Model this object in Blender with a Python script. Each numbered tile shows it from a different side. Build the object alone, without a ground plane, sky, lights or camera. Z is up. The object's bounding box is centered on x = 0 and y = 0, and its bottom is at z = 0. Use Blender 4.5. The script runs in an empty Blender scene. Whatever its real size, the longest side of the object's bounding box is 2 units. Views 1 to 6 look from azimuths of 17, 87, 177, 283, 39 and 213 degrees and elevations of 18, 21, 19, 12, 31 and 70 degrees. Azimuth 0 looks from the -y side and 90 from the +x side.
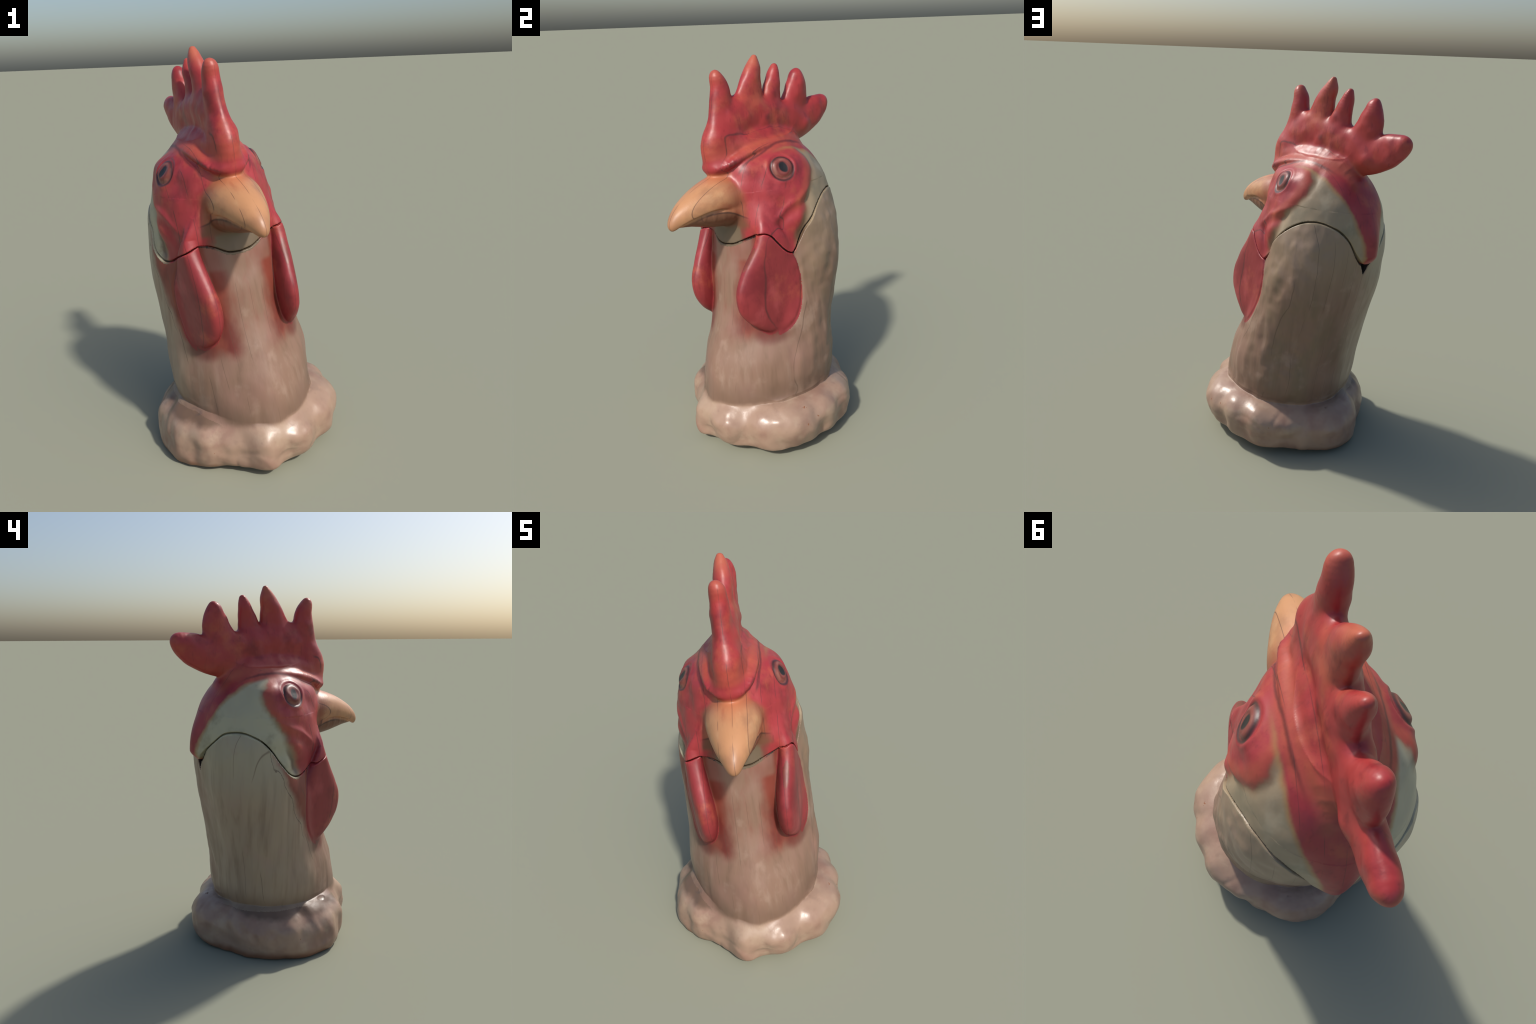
import math
import numpy as np

# ------------------------------------------------------------------ frame
# The carving faces 40 degrees off the -y axis and leans a little sideways.
# f = forward (towards the beak), l = sideways, u = up along the leaning axis.
FACING = math.radians(40)
LEAN = 0.09
FWD = np.array([math.sin(FACING), -math.cos(FACING), 0.0])
SIDE0 = np.array([math.cos(FACING), math.sin(FACING), 0.0])
UP0 = np.array([0.0, 0.0, 1.0])
UP = (UP0 - LEAN * SIDE0) / math.hypot(1, LEAN)
SIDE = (SIDE0 + LEAN * UP0) / math.hypot(1, LEAN)
ORIGIN = 0.035 * SIDE0


def to_local(p):
    d = p - ORIGIN
    return d @ FWD, d @ SIDE, d @ UP


# ------------------------------------------------------------ small helpers
def curve(keys, values):
    """Smooth interpolating curve through a few control points (dense lookup)."""
    k, v = np.array(keys, float), np.array(values, float)
    h, d = np.diff(k), np.diff(v) / np.diff(k)
    m = np.concatenate([[d[0]], (d[:-1] * h[1:] + d[1:] * h[:-1]) / (h[1:] + h[:-1]), [d[-1]]])
    x = np.linspace(k[0], k[-1], 600)
    i = np.clip(np.searchsorted(k, x, side="right") - 1, 0, len(h) - 1)
    t = (x - k[i]) / h[i]
    y = (2 * t**3 - 3 * t**2 + 1) * v[i] + (t**3 - 2 * t**2 + t) * h[i] * m[i] + (3 * t**2 - 2 * t**3) * v[i + 1] + (t**3 - t**2) * h[i] * m[i + 1]
    return lambda q: np.interp(q, x, y)


def ring(values):
    """Periodic smooth curve over an angle in radians."""
    k, m = np.array(values, float), len(values)
    s = np.linspace(0, m, 721)
    i, t = s.astype(int) % m, s - np.floor(s)
    p0, p1, p2, p3 = k[i - 1], k[i], k[(i + 1) % m], k[(i + 2) % m]
    y = 0.5 * (2 * p1 + (p2 - p0) * t + (2 * p0 - 5 * p1 + 4 * p2 - p3) * t * t + (3 * p1 - p0 - 3 * p2 + p3) * t**3)
    return lambda th: np.interp(th % (2 * np.pi), s * 2 * np.pi / m, y)


def join(a, b, k):
    """Smooth union."""
    h = np.maximum(k - np.abs(a - b), 0) / k
    return np.minimum(a, b) - h * h * h * k / 6


def carve(a, b, k):
    return -join(-a, b, k)


def step(x, a, b):
    t = np.clip((x - a) / (b - a), 0, 1)
    return t * t * (3 - 2 * t)


def bump(x, c, w):
    return np.exp(-(((x - c) / w) ** 2))


def noise3(x, y, z, seed):
    """Gradient-free value noise, smooth, about -1..1."""
    x, y, z = 0.80 * x - 0.48 * y + 0.36 * z, 0.60 * x + 0.64 * y - 0.48 * z, 0.60 * y + 0.80 * z
    ix, iy, iz = np.floor(x).astype(np.int64), np.floor(y).astype(np.int64), np.floor(z).astype(np.int64)
    fx, fy, fz = x - ix, y - iy, z - iz
    sx, sy, sz = (t * t * t * (t * (t * 6 - 15) + 10) for t in (fx, fy, fz))

    def h(a, b, c):
        n = (a * 374761393 + b * 668265263 + c * 2147483647 + seed * 974634777) & 0xFFFFFFFF
        n = ((n ^ (n >> 13)) * 1274126177) & 0xFFFFFFFF
        return ((n ^ (n >> 16)) & 0xFFFF) / 32767.5 - 1

    def mix(a, b, t):
        return a + (b - a) * t

    return mix(
        mix(mix(h(ix, iy, iz), h(ix + 1, iy, iz), sx), mix(h(ix, iy + 1, iz), h(ix + 1, iy + 1, iz), sx), sy),
        mix(mix(h(ix, iy, iz + 1), h(ix + 1, iy, iz + 1), sx), mix(h(ix, iy + 1, iz + 1), h(ix + 1, iy + 1, iz + 1), sx), sy),
        sz,
    )


def smooth_spine(points, n=5):
    """Catmull-Rom refinement of spine control points."""
    p = np.array(points, float)
    p = np.vstack([2 * p[0] - p[1], p, 2 * p[-1] - p[-2]])
    t = (np.arange(n) / n)[:, None]
    out = [0.5 * (2 * p[i] + (p[i + 1] - p[i - 1]) * t + (2 * p[i - 1] - 5 * p[i] + 4 * p[i + 1] - p[i + 2]) * t * t + (3 * p[i] - p[i - 1] - 3 * p[i + 1] + p[i + 2]) * t**3) for i in range(1, len(p) - 2)]
    return np.vstack(out + [p[-2:-1]])


def limb(f, l, u, spine, lshift=0.0):
    """Rounded form swept along a spine in the (f, u) plane.
    spine rows: f, u, radius in the plane, half thickness sideways."""
    best, e = None, np.abs(l - lshift)
    for (f0, u0, r0, t0), (f1, u1, r1, t1) in zip(spine[:-1], spine[1:]):
        df, du = f1 - f0, u1 - u0
        size = df * df + du * du
        taper = np.clip((r1 - r0) / math.sqrt(size), -0.93, 0.93)
        side = np.abs((f - f0) * du - (u - u0) * df) / size
        t = np.clip(((f - f0) * df + (u - u0) * du) / size + side * taper / math.sqrt(1 - taper * taper), 0, 1)
        d = np.hypot(f - f0 - t * df, u - u0 - t * du)
        r, th = r0 + t * (r1 - r0), t0 + t * (t1 - t0)
        x, y = d / r, e / th
        rho = np.sqrt(x * x + y * y) + 1e-6
        g = (rho - 1) * rho / (np.sqrt((x / r) ** 2 + (y / th) ** 2) + 1e-6)
        best = g if best is None else np.minimum(best, g)
    return best


def only(mask, far, function, *args):
    """Evaluate a part only where it can matter."""
    out = np.full(mask.shape, far)
    if mask.any():
        out[mask] = function(*[x[mask] for x in args])
    return out


# ------------------------------------------------------------------ trunk
TRUNK_U = [0.15, 0.3, 0.45, 0.6, 0.75, 0.9, 1.05, 1.18, 1.3, 1.4, 1.48, 1.54, 1.585]
trunk_front = curve(TRUNK_U, [0.428, 0.412, 0.377, 0.318, 0.266, 0.240, 0.211, 0.191, 0.206, 0.212, 0.188, 0.125, 0.085])
trunk_back = curve(TRUNK_U, [-0.305, -0.357, -0.373, -0.391, -0.420, -0.452, -0.471, -0.475, -0.471, -0.444, -0.388, -0.33, -0.288])
trunk_half = curve(TRUNK_U, [0.314, 0.346, 0.363, 0.355, 0.349, 0.351, 0.339, 0.324, 0.29, 0.266, 0.235, 0.165, 0.118])
trunk_middle = curve(TRUNK_U, [0.006, -0.005, -0.034, -0.079, -0.113, -0.142, -0.174, -0.161, -0.126, -0.1, -0.104, -0.103, -0.106])
trunk_breast = curve(TRUNK_U, [1.82, 1.70, 1.63, 1.60, 1.74, 1.90, 1.98, 2.08, 2.0, 1.95, 1.86, 1.8, 1.8])  # pointed breast, squarer face


def trunk(f, l, u):
    """Neck and skull: one loft of sections, round behind, keeled in front."""
    v = np.clip(u, TRUNK_U[0], TRUNK_U[-1])
    w, c = trunk_half(v), trunk_middle(v)
    ahead = f > c
    h = np.where(ahead, trunk_front(v) - c, c - trunk_back(v))
    p = np.where(ahead, trunk_breast(v), 2.3)
    x, y = np.abs(f - c) / h, np.abs(l) / w
    rho = (x**p + y**p + 1e-12) ** (1 / p)
    g = (rho - 1) * (h * w) / np.sqrt((h * y) ** 2 / (rho**2 + 1e-6) + (w * x) ** 2 / (rho**2 + 1e-6) + 1e-6)
    return np.maximum(np.maximum(g, u - TRUNK_U[-1]), TRUNK_U[0] - u) + hollows(f, l, u)


def hollows(f, l, u):
    """Broad hollows: beside the wattles, below the cheeks, behind the brow, low on the nape."""
    a = np.degrees(np.arctan2(l, f + 0.16))
    s = np.abs(a)
    d = 0.022 * bump(s, 66, 20) * bump(u, 0.90, 0.19) * np.where(l > 0, 1.0, 0.15) + 0.022 * bump(s, 60, 15) * bump(u, 1.10, 0.09)
    return d + 0.020 * bump(a, 112, 24) * bump(u, 0.58, 0.16) + 0.020 * bump(a, 109, 14) * bump(u, 1.485, 0.05) + 0.017 * bump(s, 46, 15) * bump(u, 1.42, 0.08) + 0.016 * bump(s, 130, 16) * bump(u, 1.45, 0.06) + 0.016 * bump(a, -90, 13) * bump(u, 1.165, 0.06) - 0.014 * bump(a, -75, 26) * bump(u, 0.36, 0.13)


# ------------------------------------------------------------------- comb
POINTS = [
    [(0.168, 1.500, 0.092, 0.068), (0.178, 1.575, 0.094, 0.066), (0.153, 1.66, 0.075, 0.051), (0.131, 1.76, 0.066, 0.048), (0.127, 1.85, 0.050, 0.040), (0.139, 1.902, 0.035, 0.034), (0.143, 1.925, 0.014, 0.016)],
    [(-0.03, 1.70, 0.085, 0.042), (-0.052, 1.80, 0.080, 0.042), (-0.077, 1.89, 0.054, 0.040), (-0.098, 1.945, 0.033, 0.031), (-0.109, 1.982, 0.015, 0.017)],
    [(-0.175, 1.68, 0.075, 0.040), (-0.202, 1.80, 0.060, 0.040), (-0.223, 1.88, 0.035, 0.033), (-0.238, 1.93, 0.016, 0.018)],
    [(-0.33, 1.66, 0.09, 0.044), (-0.380, 1.76, 0.080, 0.044), (-0.394, 1.835, 0.055, 0.041), (-0.400, 1.88, 0.033, 0.032), (-0.406, 1.898, 0.016, 0.017)],
    [(-0.30, 1.605, 0.09, 0.05), (-0.42, 1.636, 0.093, 0.048), (-0.52, 1.673, 0.080, 0.048), (-0.58, 1.704, 0.056, 0.042), (-0.61, 1.715, 0.028, 0.026)],
]
POINTS = [smooth_spine(s, 4) for s in POINTS]
POINT_LEAN = [0.0, 0.014, 0.019, 0.015, 0.006]
WEB = smooth_spine([(0.15, 1.60, 0.10, 0.062), (0.04, 1.70, 0.112, 0.058), (-0.12, 1.695, 0.097, 0.060), (-0.3, 1.664, 0.09, 0.052), (-0.40, 1.62, 0.06, 0.050)], 3)
ROOT = smooth_spine([(0.14, 1.56, 0.06, 0.085), (0.0, 1.59, 0.055, 0.084), (-0.14, 1.590, 0.055, 0.084), (-0.28, 1.558, 0.048, 0.080), (-0.36, 1.49, 0.03, 0.05)], 3)


def comb(f, l, u):
    d = join(limb(f, l, u, WEB, 0.008), limb(f, l, u, ROOT, 0.004), 0.05)
    for spine, lean in zip(POINTS, POINT_LEAN):
        d = join(d, limb(f, l, u, spine, lean * step(u, 1.6, 1.85)), 0.03)
    return d


# --------------------------------------------------- forehead hood, beak
HOOD = smooth_spine([(0.234, 1.478, 0.022, 0.070), (0.188, 1.493, 0.045, 0.108), (0.12, 1.516, 0.050, 0.126), (0.03, 1.540, 0.044, 0.140), (-0.08, 1.555, 0.034, 0.136), (-0.2, 1.545, 0.028, 0.132), (-0.3, 1.48, 0.02, 0.10)], 3)
BEAK_UPPER = smooth_spine([(0.10, 1.322, 0.115, 0.134), (0.20, 1.330, 0.112, 0.132), (0.30, 1.314, 0.101, 0.110), (0.39, 1.294, 0.079, 0.082), (0.455, 1.274, 0.056, 0.053), (0.495, 1.252, 0.035, 0.033), (0.512, 1.236, 0.014, 0.015)], 9)
BEAK_LOWER = smooth_spine([(0.10, 1.275, 0.105, 0.128), (0.20, 1.268, 0.092, 0.122), (0.30, 1.264, 0.070, 0.098), (0.40, 1.262, 0.042, 0.064), (0.47, 1.25, 0.020, 0.030)], 2)
beak_edge = curve([0.05, 0.124, 0.188, 0.278, 0.39, 0.487, 0.515, 0.56], [1.17, 1.205, 1.258, 1.290, 1.278, 1.238, 1.218, 1.16])


def hood(f, l, u):
    return limb(f, l, u, HOOD)


def beak(f, l, u):
    upper = limb(f, l, u, BEAK_UPPER)
    upper = carve(upper, (u - beak_edge(np.clip(f, 0.05, 0.56))) * 0.9, 0.012)
    return join(upper, limb(f, l, u, BEAK_LOWER), 0.012)


# ---------------------------------------------------------------- wattles
WATTLE_U = [0.605, 0.63, 0.67, 0.75, 0.82, 0.88, 0.95, 1.03, 1.12, 1.18, 1.26]
wattle_front = curve(WATTLE_U, [0.15, 0.185, 0.235, 0.292, 0.308, 0.302, 0.271, 0.226, 0.178, 0.155, 0.11])
wattle_back = curve(WATTLE_U, [0.08, 0.04, -0.005, -0.045, -0.055, -0.055, -0.048, -0.025, 0.02, 0.05, 0.07])
wattle_thick = curve(WATTLE_U, [0.016, 0.037, 0.048, 0.055, 0.057, 0.056, 0.053, 0.049, 0.043, 0.034, 0.012])
wattle_set = curve(WATTLE_U, [0.200, 0.200, 0.198, 0.195, 0.193, 0.193, 0.195, 0.198, 0.200, 0.188, 0.15])


def wattle(f, l, u):
    v = np.clip(u, WATTLE_U[0], WATTLE_U[-1])
    right, left = step(l, -0.05, 0.05), step(-l, -0.05, 0.05)
    f = f - 0.016 * right * step(v, 0.66, 0.78) * (1 - step(v, 0.98, 1.10))
    fr, bk = wattle_front(v), wattle_back(v) + 0.075 * left * step(v, 0.60, 0.75)
    full = left * bump(v, 0.96, 0.13)
    t = wattle_thick(v) * (0.96 + 0.04 * full)
    c, h = (fr + bk) / 2, np.maximum((fr - bk) / 2, 0.02)
    mid = wattle_set(v) + 0.008 * right + 0.006 * full + (0.165 + 0.06 * left) * np.maximum(0.27 - f, 0)
    p = 2.3
    x = np.abs(f - c) / h
    y = np.abs(np.abs(l) - mid + 0.007 * bump(x, 0.05, 0.6)) / t  # slightly dished face
    rho = (x**p + y**p + 1e-9) ** (1 / p)
    g = (rho - 1) * rho / np.sqrt((x / h) ** 2 + (y / t) ** 2 + 1e-6)
    return np.maximum(np.maximum(g, u - WATTLE_U[-1]), WATTLE_U[0] - u)


def wattle_outline(f, l, u):
    """Oval that the wattle paints on the side of the neck: below 1 inside."""
    return np.sqrt(((f - 0.145) / np.where(l > 0, 0.175, 0.12)) ** 2 + ((u - 0.885) / 0.275) ** 2) + 9.0 * (np.abs(l) < 0.14)


# ------------------------------------------------------------ ruffled base
base_radius = ring([0.479, 0.480, 0.456, 0.456, 0.484, 0.464, 0.459, 0.458, 0.454, 0.466, 0.456, 0.444, 0.448, 0.482, 0.498, 0.495, 0.476, 0.476, 0.492, 0.502, 0.511, 0.512, 0.506, 0.508, 0.474, 0.436, 0.464, 0.496])
base_belly = ring([0.134, 0.152, 0.166, 0.145, 0.124, 0.102, 0.089, 0.106])
base_top = ring([0.250, 0.264, 0.270, 0.262, 0.247, 0.266, 0.268, 0.262])
base_lift = ring([0.027, 0.023, 0.026, 0.021, 0.012, 0.0, 0.0, 0.019])


def base_angle(p):
    d = p - ORIGIN
    f, l = d @ FWD, d @ SIDE0
    return np.arctan2(l, f), np.hypot(f, l)


def base(p, relief=0.0):
    th, rho = base_angle(p)
    z = p[..., 2]
    zc, ht, zb = base_belly(th), base_top(th), np.maximum(base_lift(th) + 0.022 * np.sin(th + 0.35), -0.012)
    up = np.clip((z - zc) / (ht - zc), 0, 1)
    dn = np.clip((zc - z) / (zc - zb), 0, 1)
    r = base_radius(th) - 0.165 * (1 - np.sqrt(1 - up**2 + 1e-6)) - 0.035 * (1 - np.sqrt(1 - dn**2 + 1e-6))
    return np.maximum(np.maximum((rho - r) * 0.85, z - ht) + relief, zb - z)


def ridged(p):
    """Narrow slanting creases between the folds."""
    n = noise3(p[..., 0] * 6 + 9, p[..., 1] * 6, p[..., 2] * 4 + 2, 8)
    return -np.exp(-((n / 0.16) ** 2))


def base_relief(p):
    """Soft folds and thumb dents pressed into the ruffle."""
    th, rho = base_angle(p)
    z = p[..., 2]
    deg = np.degrees(th)
    g = np.zeros(th.shape)
    for at, width, deep in BASE_FOLDS:
        off = (deg - at + 180) % 360 - 180 + 18 * (z - 0.12)
        g += deep * bump(off, 0, width) * step(rho, 0.30, 0.42) * step(z, -0.02, 0.10)
    n = noise3(p[..., 0] * 9 + 3, p[..., 1] * 9, z * 9, 5) * 0.009 + noise3(p[..., 0] * 20, p[..., 1] * 20, z * 20, 6) * 0.004 + ridged(p) * 0.003
    return g - n * step(rho, 0.28, 0.36)


BASE_FOLDS = [(-27, 7, 0.024), (-2, 8, 0.012), (28, 8, 0.020), (52, 8, 0.024), (84, 7, 0.022), (106, 9, 0.012), (130, 8, 0.007), (-149, 7, 0.018), (-94, 7, 0.020), (-62, 7, 0.024)]

# --------------------------------------------------- the lid and its seam
SEAM_AXIS = -0.16
seam_right = curve(
    [0, 9, 18, 27, 34, 40, 44, 48, 53, 58, 61, 64, 69, 75, 83, 93, 103, 117, 128, 137, 146, 156, 165, 172, 180],
    [1.077, 1.083, 1.103, 1.127, 1.143, 1.145, 1.126, 1.090, 1.048, 1.022, 1.017, 1.030, 1.068, 1.122, 1.168, 1.222, 1.258, 1.285, 1.288, 1.277, 1.256, 1.204, 1.131, 1.092, 1.083],
)
seam_left = curve(
    [0, 10, 17, 24, 31, 37, 45, 54, 63, 69, 74, 81, 88, 97, 106, 116, 126, 137, 145, 154, 168, 174, 180],
    [1.077, 1.085, 1.108, 1.126, 1.131, 1.116, 1.090, 1.058, 1.036, 1.032, 1.040, 1.065, 1.111, 1.178, 1.227, 1.258, 1.275, 1.274, 1.261, 1.218, 1.142, 1.098, 1.083],
)


def around(f, l):
    return np.degrees(np.arctan2(l, f - SEAM_AXIS))


def seam_height(a):
    return np.where(a >= 0, seam_right(a), seam_left(-a))


def seam_distance(f, l, u):
    a = around(f, l)
    rise = (seam_height(np.minimum(a + 1, 180)) - seam_height(np.maximum(a - 1, -180))) / (2 * math.radians(1) * 0.31)
    return (u - seam_height(a)) / np.sqrt(1 + rise**2)


face_edge = curve([1.0, 1.12, 1.16, 1.22, 1.28, 1.31, 1.37, 1.42, 1.48, 1.51, 1.56], [64, 68, 72, 77, 80, 84, 95, 103, 105, 97, 80])
fold_line = curve([40, 51, 61, 76, 92, 105], [1.16, 1.205, 1.248, 1.282, 1.320, 1.36])
EYES = [np.array([-0.031, 0.233, 1.452]), np.array([-0.050, -0.232, 1.466])]
EYE_RADIUS = 0.068


def eye_distance(f, l, u):
    return np.minimum(*[np.sqrt((f - e[0]) ** 2 + (l - e[1]) ** 2 + (u - e[2]) ** 2) for e in EYES])


def head_relief(f, l, u):
    """How far the carved head stands out of the plain loft."""
    a = np.abs(around(f, l))
    inside = face_edge(np.clip(u, 1.0, 1.56)) - a
    low = bump(u, 1.12, 0.11)
    face = (0.007 + 0.006 * low) * bump(inside, 7, 11) * step(u, 0.98, 1.03) * (1 - step(u, 1.50, 1.55))
    crease = -(0.005 + 0.010 * low) * bump(inside, -5, 6) * step(u, 1.02, 1.08) * (1 - step(u, 1.46, 1.52))
    fold = u - fold_line(np.clip(a, 40, 105))
    cheek = 0.007 * np.exp(-(((a - 66) / 24) ** 2) - ((u - 1.345) / 0.055) ** 2)
    cheek = cheek + 0.006 * bump(fold, 0.012, 0.020) * step(a, 40, 56) * (1 - step(a, 84, 98))
    cheek = cheek - 0.006 * bump(fold, -0.035, 0.030) * step(a, 44, 56) * (1 - step(a, 80, 96))
    lobe = 0.032 * np.exp(-(((a - 34) / 14) ** 2) - ((u - 1.17) / 0.10) ** 2)
    e = eye_distance(f, l, u)
    eye = 0.007 * np.exp(-((e / 0.085) ** 2)) + 0.005 * bump(e, 0.040, 0.014) - 0.006 * bump(e, 0.0605, 0.009) - 0.003 * bump(e, 0.0, 0.018) + 0.003 * bump(e, 0.078, 0.012)
    wrinkle = 0.0035 * noise3(f * 20, l * 20, u * 14, 21) * step(inside, -10, 10)
    keel = 0.056 * bump(l, 0.008, 0.072) * step(-f, 0.2, 0.35) * (1 - step(u, 1.16, 1.44)) * step(u, 1.06, 1.14)
    return wrinkle + face + crease + cheek + lobe + eye + keel


def neck_relief(p, f, l, u):
    a = around(f, l)
    n = 0.0045 * noise3(f * 11, l * 11, u * 9, 11) + 0.0012 * noise3(f * 26, l * 26, u * 12, 12)
    flutes = 0.0012 * noise3(f * 28, l * 28, u * 2.0, 13)
    dents = 0.004 * noise3(f * 22, l * 22, u * 22, 14) * bump(a, 100, 45)
    return n + flutes + dents


def notch(f, l, u):
    """Small wedge-shaped opening below the tip of the nape."""
    side = np.abs(l - 0.006) * 0.87 - (u - 1.022) * 0.45
    return np.maximum(np.maximum(side, u - 1.12), f + 0.43)


def solid(p):
    f, l, u = to_local(p)
    s = seam_distance(f, l, u)
    on_lid = step(s, -0.003, 0.003)
    body = trunk(f, l, u) + 0.004 * on_lid
    near = np.abs(body) < 0.12
    neck = near & (u < 1.35)
    body[neck] -= neck_relief(p[neck], f[neck], l[neck], u[neck]) * (1 - 0.6 * on_lid[neck])
    head = near & (on_lid > 0)
    body[head] -= head_relief(f[head], l[head], u[head]) * on_lid[head]
    d = join(body, only((u > 1.36) & (u < 1.68) & (np.abs(l) < 0.24), 0.3, hood, f, l, u), 0.026)
    blade = (u > 1.55) & (np.abs(l) < 0.12)
    lump = np.zeros(f.shape)
    lump[blade] = step(u[blade], 1.55, 1.64) * (0.0035 * noise3(f[blade] * 22, l[blade] * 14, u[blade] * 22, 31) + 0.003 * noise3(f[blade] * 11, l[blade] * 8, u[blade] * 11, 32))
    d = join(d, lump + only((u > 1.36) & (np.abs(l) < 0.2), 0.3, comb, f, l, u), 0.06)
    d = join(d, only((f > 0.05) & (u > 1.05) & (u < 1.55), 0.3, beak, f, l, u), 0.036)
    d = join(d, only((f > -0.25) & (u > 0.5) & (u < 1.4), 0.3, wattle, f, l, u), 0.022)
    d += 0.011 * bump(np.abs(l), 0.082, 0.022) * step(f, 0.02, 0.10) * bump(u, 1.53, 0.07)
    d += 0.005 * bump(wattle_outline(f, l, u), 1.0, 0.05) * (1 - on_lid) * (1 - step(f, 0.06, 0.13)) * (u > 0.5)
    low = p[..., 2] < 0.4
    d = join(d, only(low, 0.3, lambda *q: base(np.stack(q, -1), base_relief(np.stack(q, -1))), p[..., 0], p[..., 1], p[..., 2]), 0.08)
    return d


def carving(p):
    """The whole solid with the lid seam and the notch cut into it."""
    d = solid(p)
    f, l, u = to_local(p)
    s = seam_distance(f, l, u)
    cut = np.maximum(np.abs(s) - (0.0030 + 0.0009 * step(np.abs(around(f, l)), 40, 60)), -(d + 0.022))
    cut = np.minimum(cut, np.maximum(notch(f, l, u), s))
    return np.maximum(d, -cut)


# ==== BUILD
import bpy
import bmesh

STEP = 0.0047
LOW, HIGH = np.array([-0.56, -0.52, -0.035]), np.array([0.56, 0.52, 2.06])


def sample(field):
    """Evaluate the field on a grid, finely only near its surface."""
    block = 8
    count = np.ceil((HIGH - LOW) / (STEP * block)).astype(int)
    dims = count * block + 1
    centre = [LOW[i] + (np.arange(count[i]) + 0.5) * STEP * block for i in range(3)]
    c = np.stack(np.meshgrid(*centre, indexing="ij"), -1).reshape(-1, 3)
    coarse = field(c).reshape(count)
    grid = np.repeat(np.repeat(np.repeat(np.sign(coarse), block, 0), block, 1), block, 2).astype(np.float32)
    grid = np.pad(grid, ((0, 1), (0, 1), (0, 1)), mode="edge")
    near = np.argwhere(np.abs(coarse) < STEP * block * 1.25)
    off = np.stack(np.meshgrid(*[np.arange(block + 1)] * 3, indexing="ij"), -1).reshape(-1, 3)
    for part in np.array_split(near, max(1, len(near) // 600)):
        idx = (part[:, None] * block + off[None]).reshape(-1, 3)
        grid[idx[:, 0], idx[:, 1], idx[:, 2]] = field(LOW + idx * STEP)
    return grid


def surface(grid):
    """Naive surface nets: one vertex per crossed cell, one quad per crossed edge."""
    inside = grid < 0
    n = np.array(grid.shape) - 1
    some, every = np.zeros(n, bool), np.ones(n, bool)
    corners = [(i, j, k) for i in (0, 1) for j in (0, 1) for k in (0, 1)]
    for i, j, k in corners:
        c = inside[i : n[0] + i, j : n[1] + j, k : n[2] + k]
        some |= c
        every &= c
    cells = np.argwhere(some & ~every)
    number = np.full(n, -1, np.int32)
    number[tuple(cells.T)] = np.arange(len(cells))
    total, hits = np.zeros((len(cells), 3)), np.zeros(len(cells))
    for a in corners:
        for axis in range(3):
            if a[axis]:
                continue
            b = list(a)
            b[axis] = 1
            va, vb = grid[tuple((cells + a).T)], grid[tuple((cells + b).T)]
            cross = (va < 0) != (vb < 0)
            t = np.where(cross, va / np.where(cross, va - vb, 1), 0)
            point = np.array(a, float) + t[:, None] * (np.array(b) - np.array(a))
            total += point * cross[:, None]
            hits += cross
    verts = LOW + (cells + total / hits[:, None]) * STEP
    quads = []
    for axis in range(3):
        u, v = (axis + 1) % 3, (axis + 2) % 3
        lo, hi = [slice(1, -1)] * 3, [slice(1, -1)] * 3
        lo[axis], hi[axis] = slice(0, -1), slice(1, None)
        x, y = inside[tuple(lo)], inside[tuple(hi)]
        e = np.argwhere(x != y)
        flip = y[tuple(e.T)]
        e = e + 1
        e[:, axis] -= 1
        du, dv = np.eye(3, dtype=int)[u], np.eye(3, dtype=int)[v]
        q = np.stack([number[tuple((e - a * du - b * dv).T)] for a, b in ((1, 1), (0, 1), (0, 0), (1, 0))], 1)
        q[flip] = q[flip][:, ::-1]
        quads.append(q)
    return verts, np.concatenate(quads)


def slope(field, p, h=0.002):
    """Surface direction from four samples around each point."""
    corners = np.array([(1, -1, -1), (-1, -1, 1), (-1, 1, -1), (1, 1, 1)], float)
    g = sum(c * field(p + h * c)[:, None] for c in corners)
    return g / (np.linalg.norm(g, axis=1, keepdims=True) + 1e-9)


verts, quads = surface(sample(carving))
normals = slope(carving, verts)
for _ in range(2):
    verts = verts - normals * np.clip(carving(verts), -0.002, 0.002)[:, None]
verts[:, 2] -= verts[:, 2].min()

# ------------------------------------------------------ which face is what
mid = verts[quads].mean(1)
F_, L_, U_ = to_local(mid)
S_ = seam_distance(F_, L_, U_)
D_body, D_comb, D_beak, D_wattle = trunk(F_, L_, U_), comb(F_, L_, U_), beak(F_, L_, U_), wattle(F_, L_, U_)
D_base = base(mid)
depth = solid(mid)
lid = S_ > 0
is_comb = lid & (D_comb < D_body - 0.012) & (U_ > 1.47)
is_beak = lid & ~is_comb & (D_beak < D_body - 0.012) & (F_ > 0.12)
is_eye = lid & (eye_distance(F_, L_, U_) < EYE_RADIUS)
is_wattle = ~lid & (U_ > 0.59) & ((D_wattle < D_body - 0.001) & (D_wattle < 0.007) | (wattle_outline(F_, L_, U_) < 1) & (F_ < 0.13))
is_base = ~lid & (D_base < D_body - 0.004) & (mid[:, 2] < 0.3)
gap = (depth < -0.0055) & ((np.abs(S_) < 0.006) | (notch(F_, L_, U_) < 0.004) & (S_ < 0.006))


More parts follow.
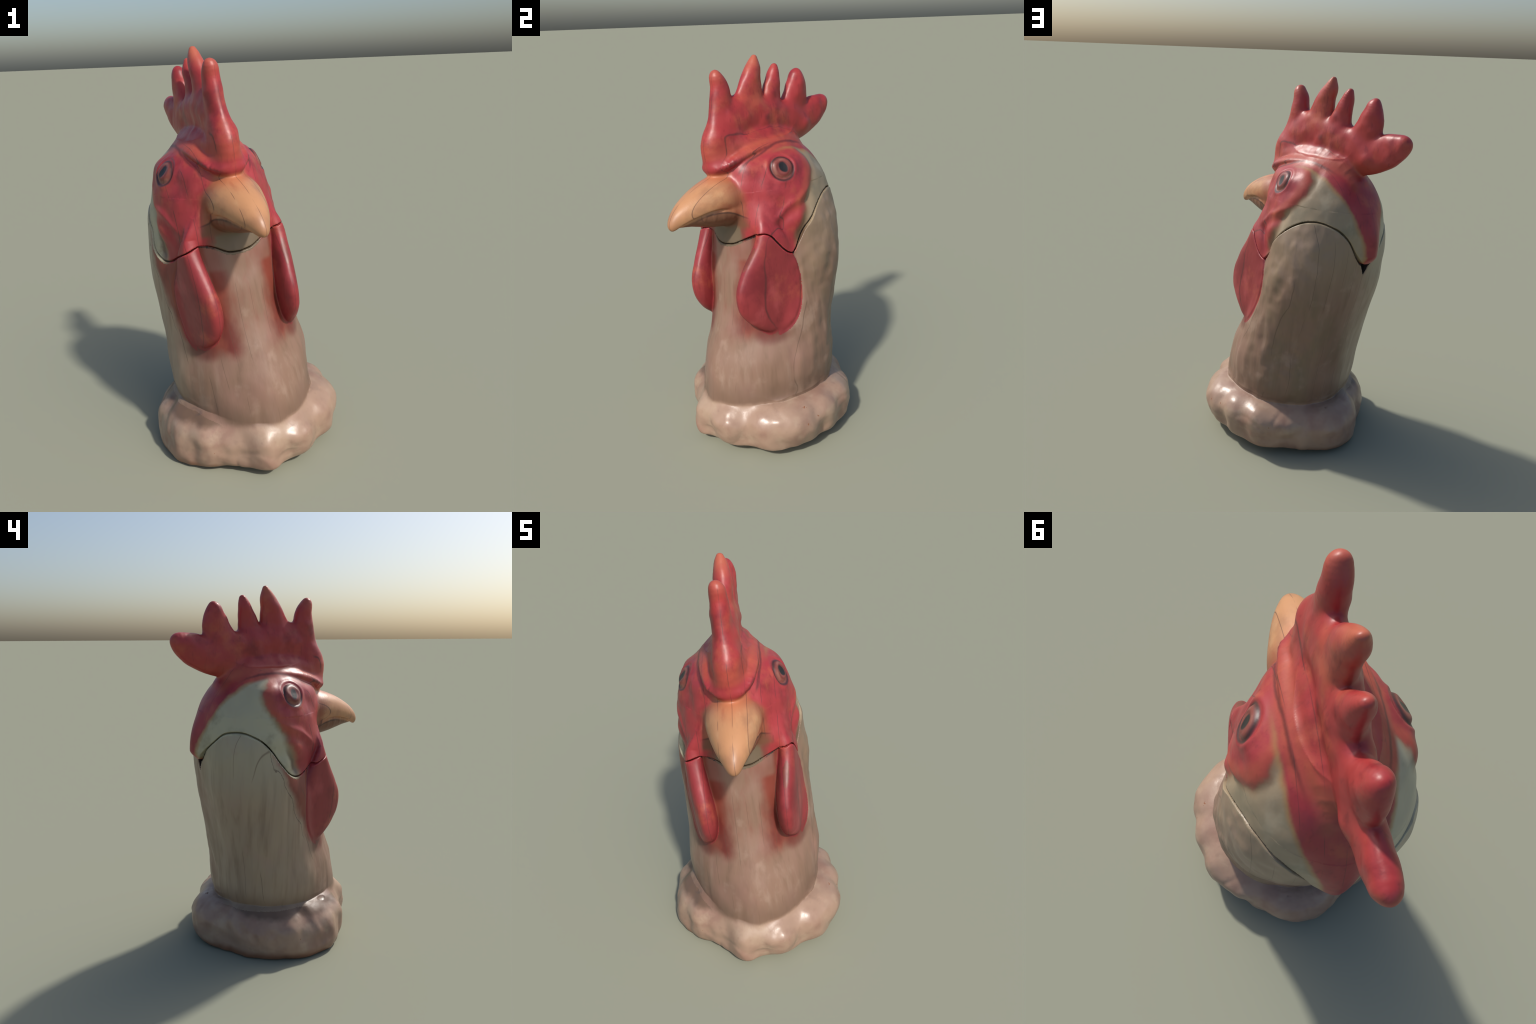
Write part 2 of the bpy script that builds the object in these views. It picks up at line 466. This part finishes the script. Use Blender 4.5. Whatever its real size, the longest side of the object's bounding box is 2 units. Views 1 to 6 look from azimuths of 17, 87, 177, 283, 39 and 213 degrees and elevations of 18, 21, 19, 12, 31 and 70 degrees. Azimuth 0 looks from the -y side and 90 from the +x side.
def part(name, mask, materials, parent, border=None):
    chosen = quads[mask]
    used, index = np.unique(chosen, return_inverse=True)
    mesh = bpy.data.meshes.new(name)
    mesh.from_pydata(verts[used].tolist(), [], index.reshape(-1, 4).tolist())
    for m in materials:
        mesh.materials.append(m)
    mesh.polygons.foreach_set("material_index", gap[mask].astype(np.int32))
    mesh.polygons.foreach_set("use_smooth", np.ones(len(chosen), bool))
    mesh.normals_split_custom_set_from_vertices(normals[used].tolist())
    obj = bpy.data.objects.new(name, mesh)
    bpy.context.scene.collection.objects.link(obj)
    obj.parent = parent
    return obj


# --------------------------------------------------------------- materials
class Expr:
    """A value in a node tree that can be written as arithmetic."""

    def __init__(self, tree, socket):
        self.tree, self.socket = tree, socket

    def _op(self, kind, *args):
        n = self.tree.nodes.new("ShaderNodeMath")
        n.operation = kind
        for slot, a in zip(n.inputs, (self, *args)):
            if isinstance(a, Expr):
                self.tree.links.new(a.socket, slot)
            else:
                slot.default_value = a
        return Expr(self.tree, n.outputs[0])

    def __add__(self, o): return self._op("ADD", o)
    def __sub__(self, o): return self._op("SUBTRACT", o)
    def __mul__(self, o): return self._op("MULTIPLY", o)
    def __truediv__(self, o): return self._op("DIVIDE", o)
    def abs(self): return self._op("ABSOLUTE")
    def sqrt(self): return self._op("SQRT")
    def sq(self): return self._op("MULTIPLY", self)
    def min(self, o): return self._op("MINIMUM", o)
    def max(self, o): return self._op("MAXIMUM", o)
    def atan2(self, o): return self._op("ARCTAN2", o)
    def rsub(self, o): return (self * -1.0) + o

    def step(self, a, b):
        """0 at a, 1 at b, smooth (a may be above b)."""
        if a > b:
            return self.step(b, a).rsub(1.0)
        n = self.tree.nodes.new("ShaderNodeMapRange")
        n.interpolation_type = "SMOOTHSTEP"
        self.tree.links.new(self.socket, n.inputs["Value"])
        n.inputs["From Min"].default_value, n.inputs["From Max"].default_value = a, b
        return Expr(self.tree, n.outputs["Result"])

    def bump(self, c, w):
        return (self - c).abs().step(w, 0.0)

    def through(self, points, lo, hi, scale):
        """Pass through a curve given by a few (input, output) points."""
        n = self.tree.nodes.new("ShaderNodeFloatCurve")
        c = n.mapping.curves[0]
        pts = [((x - lo) / (hi - lo), y / scale) for x, y in points]
        while len(c.points) < len(pts):
            c.points.new(0.5, 0.5)
        for cp, (x, y) in zip(c.points, pts):
            cp.location = (x, y)
        n.mapping.update()
        t = (self - lo) * (1 / (hi - lo))
        self.tree.links.new(t.socket, n.inputs["Value"])
        return Expr(self.tree, n.outputs[0]) * scale


class Paint:
    def __init__(self, name):
        self.material = bpy.data.materials.new(name)
        self.material.use_nodes = True
        self.tree = self.material.node_tree
        self.bsdf = self.tree.nodes["Principled BSDF"]
        coord = self.tree.nodes.new("ShaderNodeTexCoord")
        self.place = coord.outputs["Object"]
        self.f, self.l, self.u = (self.dot(a, o) for a, o in ((FWD, ORIGIN @ FWD), (SIDE, ORIGIN @ SIDE), (UP, ORIGIN @ UP)))
        sep = self.tree.nodes.new("ShaderNodeSeparateXYZ")
        self.tree.links.new(self.place, sep.inputs[0])
        self.z = Expr(self.tree, sep.outputs[2])
        self.angle = self.l.atan2(self.f - SEAM_AXIS) * (180 / math.pi)

    def dot(self, axis, offset):
        n = self.tree.nodes.new("ShaderNodeVectorMath")
        n.operation = "DOT_PRODUCT"
        self.tree.links.new(self.place, n.inputs[0])
        n.inputs[1].default_value = tuple(axis)
        return Expr(self.tree, n.outputs["Value"]) - float(offset)

    def noise(self, f, l, u, detail=3.0, rough=0.55, offset=0.0):
        """Noise with its own stretch along the carving's three axes."""
        c = self.tree.nodes.new("ShaderNodeCombineXYZ")
        for slot, v in zip(c.inputs, (self.f * f + offset, self.l * l, self.u * u)):
            self.tree.links.new(v.socket, slot)
        n = self.tree.nodes.new("ShaderNodeTexNoise")
        n.inputs["Scale"].default_value = 1.0
        n.inputs["Detail"].default_value = detail
        n.inputs["Roughness"].default_value = rough
        self.tree.links.new(c.outputs[0], n.inputs["Vector"])
        return Expr(self.tree, n.outputs[0])

    def colour(self, rgb):
        n = self.tree.nodes.new("ShaderNodeRGB")
        n.outputs[0].default_value = (*rgb, 1)
        return n.outputs[0]

    def mix(self, a, b, amount, blend="MIX"):
        n = self.tree.nodes.new("ShaderNodeMix")
        n.data_type, n.blend_type = "RGBA", blend
        a, b = (self.colour(x) if isinstance(x, tuple) else x for x in (a, b))
        self.tree.links.new(a, n.inputs[6])
        self.tree.links.new(b, n.inputs[7])
        if isinstance(amount, Expr):
            self.tree.links.new(amount.socket, n.inputs[0])
        else:
            n.inputs[0].default_value = amount
        return n.outputs[2]

    def glue_lines(self, spacing, width, shift):
        """Thin dark joints of the laminated boards, in planes of constant l."""
        wob = self.noise(5, 0, 5, 1.0) * 0.008
        x = (self.l + wob + shift) * (1 / spacing)
        n = x._op("FRACT")
        return (n - 0.5).abs().step(width / spacing, 0.0)

    def finish(self, colour, rough=0.36, bump=None, distance=0.002, gloss=None):
        self.tree.links.new(colour, self.bsdf.inputs["Base Color"])
        r = self.noise(14, 14, 14, 3.0, offset=7.0) * 0.22 + (rough - 0.11)
        self.tree.links.new(r.socket, self.bsdf.inputs["Roughness"])
        self.bsdf.inputs["Specular IOR Level"].default_value = 0.5
        b = self.tree.nodes.new("ShaderNodeBump")
        b.inputs["Strength"].default_value = 0.5
        b.inputs["Distance"].default_value = distance
        h = bump if bump is not None else self.noise(30, 30, 18, 3.0)
        self.tree.links.new(h.socket, b.inputs["Height"])
        self.tree.links.new(b.outputs[0], self.bsdf.inputs["Normal"])
        return self.material


RED, DEEP, PINK, ORANGE = (0.36, 0.036, 0.036), (0.17, 0.014, 0.020), (0.45, 0.075, 0.080), (0.46, 0.105, 0.050)
TAN, BEAK_TAN = (0.248, 0.147, 0.102), (0.50, 0.245, 0.115)
DARK = (0.02, 0.016, 0.014)


def red_paint(p, base):
    """Variation shared by everything painted red."""
    c = p.mix(base, DEEP, p.noise(7, 7, 7, 5.0, 0.6).step(0.48, 0.74) * 0.75)
    c = p.mix(c, PINK, p.noise(9, 9, 6, 4.0, offset=3.0).step(0.53, 0.76) * 0.55)
    c = p.mix(c, ORANGE, p.noise(6, 6, 6, 5.0, 0.6, offset=9.0).step(0.50, 0.72) * 0.6)
    return p.mix(c, DEEP, p.noise(50, 50, 14, 4.0, offset=6.0).step(0.56, 0.75) * 0.45)


def lid_paint():
    p = Paint("painted_head")
    f, l, u, s = p.f, p.l, p.u, p.l.abs()
    a = p.angle.abs()
    soft = (p.noise(16, 16, 16, 4.0) - 0.5)
    left = l.step(0.05, -0.05)
    # cream side of the head: warmer on one side, pale green-grey on the other
    c = p.mix((0.31, 0.235, 0.150), (0.42, 0.385, 0.265), left)
    c = p.mix(c, (0.20, 0.175, 0.115), p.noise(8, 8, 8, 4.0).step(0.46, 0.70) * 0.65)
    c = p.mix(c, (0.40, 0.34, 0.24), p.noise(10, 10, 6, 4.0, offset=2.0).step(0.52, 0.72) * 0.5)
    c = p.mix(c, (0.150, 0.108, 0.068), f.step(0.0, 0.08))  # chin colour darkened for the shadow under the beak
    # red face: inside the edge behind the eye, above the bare chin
    edge = u.through([(1.0, 64), (1.12, 68), (1.22, 77), (1.31, 84), (1.37, 95), (1.42, 103), (1.48, 105), (1.51, 100), (1.56, 90), (1.6, 90)], 1.0, 1.6, 120.0)
    inside = edge - a + soft * 10
    chin = (s + soft * 0.06).step(0.16, 0.10) * u.step(1.24, 1.19) * f.step(0.05, 0.1)
    face = inside.step(-4, 5) * chin.rsub(1.0)
    rim = inside.step(-10, 2) * a.step(34, 46)
    c = p.mix(c, (0.26, 0.115, 0.050), rim * 0.75)
    red = red_paint(p, (0.34, 0.034, 0.040))
    c = p.mix(c, red, face)
    c = p.mix(c, p.mix(red, ORANGE, 0.6), (inside - 8.0).step(10, 0) * inside.step(-2, 4) * u.step(1.2, 1.3) * 0.7)
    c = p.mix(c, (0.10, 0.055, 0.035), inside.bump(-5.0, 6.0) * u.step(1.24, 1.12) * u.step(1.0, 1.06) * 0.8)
    c = p.mix(c, (0.16, 0.024, 0.022), chin * chin.rsub(1.0) * 2.0)
    # nape stripe narrowing to the back tip, crown and hood
    width = u.through([(1.0, 0.05), (1.10, 0.035), (1.21, 0.055), (1.31, 0.09), (1.40, 0.125), (1.46, 0.143), (1.51, 0.155), (1.6, 0.16)], 1.0, 1.6, 0.2)
    nape = (width - (l - 0.012).abs() + soft * 0.024)
    behind = (f + soft * 0.2).step(0.02, -0.16)
    c = p.mix(c, (0.34, 0.175, 0.065), nape.step(-0.022, 0.0) * behind * 0.75)
    purple = p.mix(red, (0.22, 0.028, 0.042), p.noise(10, 10, 5, 4.0, offset=5.0).step(0.42, 0.66) * 0.5)
    c = p.mix(c, purple, nape.step(-0.006, 0.012) * behind)
    crown = u.step(1.515, 1.545) * (s.step(0.175, 0.15))
    c = p.mix(c, p.mix(red, ORANGE, 0.35), crown)
    roll = f.through([(-0.4, 0.10), (-0.3, 0.115), (-0.2, 0.133), (-0.08, 0.140), (0.03, 0.143), (0.12, 0.128), (0.18, 0.108), (0.23, 0.080), (0.27, 0.03)], -0.4, 0.27, 0.2)
    on_top = u.step(1.44, 1.47) * u.step(1.62, 1.58)
    c = p.mix(c, (0.47, 0.125, 0.060), (s - roll + soft * 0.03).bump(-0.035, 0.040) * on_top * f.step(0.16, 0.0) * 0.35)
    c = p.mix(c, (0.10, 0.018, 0.018), (s - roll - 0.004 + soft * 0.012).bump(0.0, 0.009) * on_top * f.step(-0.34, -0.2) * 0.75)
    # comb
    top = (u + soft * 0.05).step(1.56, 1.64)
    c = p.mix(c, red_paint(p, (0.37, 0.036, 0.036)), top)
    c = p.mix(c, (0.48, 0.16, 0.085), (u + soft * 0.10 + f * 0.12).step(1.88, 1.99) * 0.45)
    # beak: red-brown root running out to tan horn with grain along its length
    along = f + soft * 0.03 - s * 0.12
    on_beak = (along - (u - 1.36).max(0.0) * 0.55 + (u - 1.43).max(0.0)).step(0.125, 0.165) * u.step(1.475, 1.45) * (u + soft * 0.03).step(1.17, 1.20) * s.step(0.19, 0.15)
    b = p.mix((0.27, 0.075, 0.040), BEAK_TAN, along.step(0.14, 0.30))
    b = p.mix(b, (0.34, 0.165, 0.085), p.noise(7, 18, 12, 4.0).step(0.46, 0.70) * 0.6)
    b = p.mix(b, (0.56, 0.33, 0.17), p.noise(7, 20, 12, 4.0, offset=4.0).step(0.55, 0.75) * 0.5)
    b = p.mix(b, (0.33, 0.095, 0.045), p.noise(6, 16, 9, 4.0, offset=12.0).step(0.50, 0.68) * along.step(0.42, 0.22) * 0.75)
    b = p.mix(b, (0.48, 0.13, 0.060), (u - 1.40).step(0.0, 0.05) * 0.55)
    b = p.mix(b, (0.30, 0.14, 0.075), f.step(0.46, 0.53) * 0.6)
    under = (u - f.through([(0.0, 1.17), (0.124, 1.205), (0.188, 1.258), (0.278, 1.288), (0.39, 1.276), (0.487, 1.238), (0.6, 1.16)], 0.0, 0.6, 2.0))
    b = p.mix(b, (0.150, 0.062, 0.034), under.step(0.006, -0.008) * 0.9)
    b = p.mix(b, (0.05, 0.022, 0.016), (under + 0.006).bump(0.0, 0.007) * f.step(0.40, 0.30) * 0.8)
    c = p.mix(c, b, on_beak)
    # eyes: dark ringed lid, dull red iris, dark oval pupil
    for e in EYES:
        df, dl, du = f - float(e[0]), l - float(e[1]), u - float(e[2])
        dist = (df.sq() + dl.sq() + du.sq()).sqrt() + soft * 0.012
        c = p.mix(c, (0.225, 0.055, 0.044), dist.step(0.062, 0.052))
        c = p.mix(c, (0.36, 0.20, 0.15), dist.bump(0.046, 0.010) * p.noise(20, 20, 20).step(0.4, 0.6) * 0.3)  # painted highlight on the iris
        c = p.mix(c, (0.034, 0.022, 0.020), dist.bump(0.0605, 0.0125) * 0.92)
        c = p.mix(c, (0.14, 0.020, 0.018), dist.bump(0.034, 0.009) * 0.7)
        pup = (df.sq() * 1.15 + (du - 0.010).sq() * 0.8).sqrt() + soft * 0.012
        c = p.mix(c, (0.012, 0.011, 0.012), pup.step(0.027, 0.018) * dist.step(0.06, 0.055))
    lines = p.glue_lines(0.064, 0.0020, 0.02) * p.noise(8, 8, 8, 2.0).step(0.38, 0.52)
    flat = s.step(0.055, 0.075).max(u.step(1.6, 1.58)).max(f.step(0.15, 0.19))
    c = p.mix(c, (0.06, 0.024, 0.022), lines * flat * (f.step(-0.1, 0.05).max(nape.step(0.01, 0.03) * 0.7)) * 0.7)
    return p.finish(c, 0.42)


PALE, PALE_PINK, PALE_SAND = (0.355, 0.232, 0.165), (0.275, 0.158, 0.115), (0.42, 0.305, 0.215)


def foot_paint(p):
    """Pale glossy ruffle."""
    c = p.mix(PALE, PALE_PINK, p.noise(6, 6, 6, 4.0).step(0.42, 0.66) * 0.85)
    c = p.mix(c, PALE_SAND, p.noise(8, 8, 8, 4.0, offset=5.0).step(0.50, 0.70) * 0.6)
    c = p.mix(c, (0.26, 0.165, 0.12), p.noise(26, 26, 26, 4.0, offset=3.0).step(0.56, 0.74) * 0.35)
    for cf, cl, cu, size in ((0.14, -0.35, 0.26, 0.030), (-0.17, 0.34, 0.20, 0.024), (-0.07, 0.33, 0.22, 0.018), (0.11, 0.33, 0.225, 0.016)):
        spot = ((p.f - cf).sq() + (p.l - cl).sq() + ((p.u - cu) * 1.8).sq()).sqrt() + (p.noise(40, 40, 40, 3.0) - 0.5) * 0.05
        c = p.mix(c, (0.23, 0.085, 0.035), spot.step(size, size * 0.5))
    chips = p.noise(24, 24, 24, 2.0, offset=2.0).step(0.745, 0.765)
    c = p.mix(c, (0.26, 0.11, 0.055), chips)
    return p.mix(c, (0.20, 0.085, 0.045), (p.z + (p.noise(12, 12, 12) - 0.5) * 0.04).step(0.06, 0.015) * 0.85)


def neck_paint():
    p = Paint("painted_neck")
    f, l, u, s = p.f, p.l, p.u, p.l.abs()
    a = p.angle.abs()
    left = l.step(0.05, -0.10)
    streak = p.noise(26, 26, 2.2, 5.0)
    c = p.mix(TAN, (0.37, 0.285, 0.20), left * f.step(0.15, 0.0) * 0.8)
    c = p.mix(c, (0.165, 0.098, 0.062), streak.step(0.42, 0.78) * 0.55)
    c = p.mix(c, (0.34, 0.235, 0.175), p.noise(20, 20, 2.5, 4.0, offset=4.0).step(0.50, 0.78) * 0.5)
    c = p.mix(c, (0.28, 0.155, 0.120), p.noise(6, 6, 4, 3.0, offset=8.0).step(0.42, 0.68) * f.step(-0.15, 0.1) * 0.6)
    c = p.mix(c, (0.19, 0.135, 0.080), p.noise(7, 7, 3, 4.0, offset=2.0).step(0.42, 0.68) * f.step(0.05, -0.15) * left.rsub(1.0) * 0.7)
    pale = p.mix((0.31, 0.225, 0.150), (0.385, 0.345, 0.245), left)
    c = p.mix(c, pale, u.step(0.85, 1.2) * a.step(60, 90) * 0.7)
    c = p.mix(c, (0.23, 0.075, 0.055), p.noise(9, 9, 3, 4.0, offset=15.0).step(0.46, 0.66) * u.step(0.55, 0.75) * s.step(0.20, 0.05) * f.step(0.12, 0.18) * 0.55)
    c = p.mix(c, (0.36, 0.245, 0.185), p.noise(8, 8, 7, 4.0, offset=21.0).step(0.56, 0.72) * 0.5)
    # red stain round the wattles
    soft = (p.noise(14, 14, 8, 4.0) - 0.5)
    back_r = u.through([(0.5, 0.20), (0.6, 0.13), (0.67, 0.05), (0.78, 0.01), (0.92, -0.01), (1.05, -0.03), (1.2, 0.0)], 0.5, 1.2, 0.4)
    back_l = u.through([(0.5, 0.36), (0.6, 0.32), (0.67, 0.25), (0.79, 0.19), (0.91, 0.14), (1.02, 0.08), (1.10, 0.04), (1.2, 0.0)], 0.5, 1.2, 0.4) - 0.2
    back = back_r + (back_l - back_r) * l.step(0.02, -0.02)
    behind = (f - back + soft * 0.07)
    stain = behind.step(-0.025, 0.030) * (s + soft * 0.07).step(0.050, 0.135) * (u + soft * 0.08).step(0.560, 0.65)
    stain = stain * (s.step(0.175, 0.150) * u.step(1.0, 1.03) * 0.6).rsub(1.0)
    deep = p.mix((0.22, 0.052, 0.034), (0.13, 0.022, 0.019), p.noise(9, 9, 5, 4.0, offset=1.0).step(0.4, 0.65) * 0.8)
    c = p.mix(c, deep, stain)
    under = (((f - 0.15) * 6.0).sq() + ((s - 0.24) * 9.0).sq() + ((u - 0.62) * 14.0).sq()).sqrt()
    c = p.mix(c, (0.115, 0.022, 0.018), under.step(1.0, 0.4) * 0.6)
    lines = p.glue_lines(0.064, 0.0018, 0.02) * p.noise(7, 7, 3, 2.0).step(0.48, 0.56)
    c = p.mix(c, (0.10, 0.06, 0.04), lines * 0.6)
    seam_line = (behind + 0.022).bump(0.0, 0.004) * l.step(0.0, -0.02) * u.step(0.66, 0.72)
    c = p.mix(c, (0.08, 0.045, 0.035), seam_line * 0.7)
    # fades into the pale ruffle at the foot
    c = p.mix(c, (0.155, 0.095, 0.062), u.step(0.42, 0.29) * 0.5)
    c = p.mix(c, foot_paint(p), (u + soft * 0.035).step(0.275, 0.245))
    return p.finish(c, 0.42, p.noise(60, 60, 8, 4.0), 0.0015)


def wattle_paint():
    p = Paint("painted_wattle")
    c = red_paint(p, (0.27, 0.030, 0.034))
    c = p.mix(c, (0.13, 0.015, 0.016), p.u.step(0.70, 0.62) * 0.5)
    lines = p.glue_lines(0.064, 0.0018, 0.02)
    c = p.mix(c, (0.05, 0.018, 0.018), lines * p.f.step(0.10, 0.2) * 0.6)
    return p.finish(c, 0.44)


def base_paint():
    p = Paint("painted_base")
    soft = (p.noise(14, 14, 8, 4.0) - 0.5)
    c = p.mix(foot_paint(p), (0.155, 0.095, 0.062), (p.u + soft * 0.035).step(0.245, 0.275))
    return p.finish(c, 0.34)


def gap_paint():
    p = Paint("shadowed_joint")
    return p.finish(p.mix(DARK, (0.05, 0.04, 0.035), p.noise(30, 30, 30)), 0.7)


HEAD, NECK, WATTLE, BASE, GAP = lid_paint(), neck_paint(), wattle_paint(), base_paint(), gap_paint()

thing = bpy.data.objects.new("rooster_head_jar", None)
bpy.context.scene.collection.objects.link(thing)
thing["label"] = "carved wooden rooster head jar with red comb"
thing["category"] = "decorative jar"

head = part("head", lid & ~is_comb & ~is_beak & ~is_eye, [HEAD, GAP], thing)
part("comb", is_comb, [HEAD, GAP], head)
part("beak", is_beak, [HEAD, GAP], head)
for side in (L_ > 0, L_ < 0):
    part("eye", is_eye & side & ~is_comb & ~is_beak, [HEAD, GAP], head)
neck = part("neck", ~lid & ~is_wattle & ~is_base, [NECK, GAP], thing)
for side in (L_ > 0, L_ < 0):
    part("wattle", is_wattle & side & ~is_base, [WATTLE, GAP], neck)
part("ruffled_base", is_base, [BASE, GAP], thing)
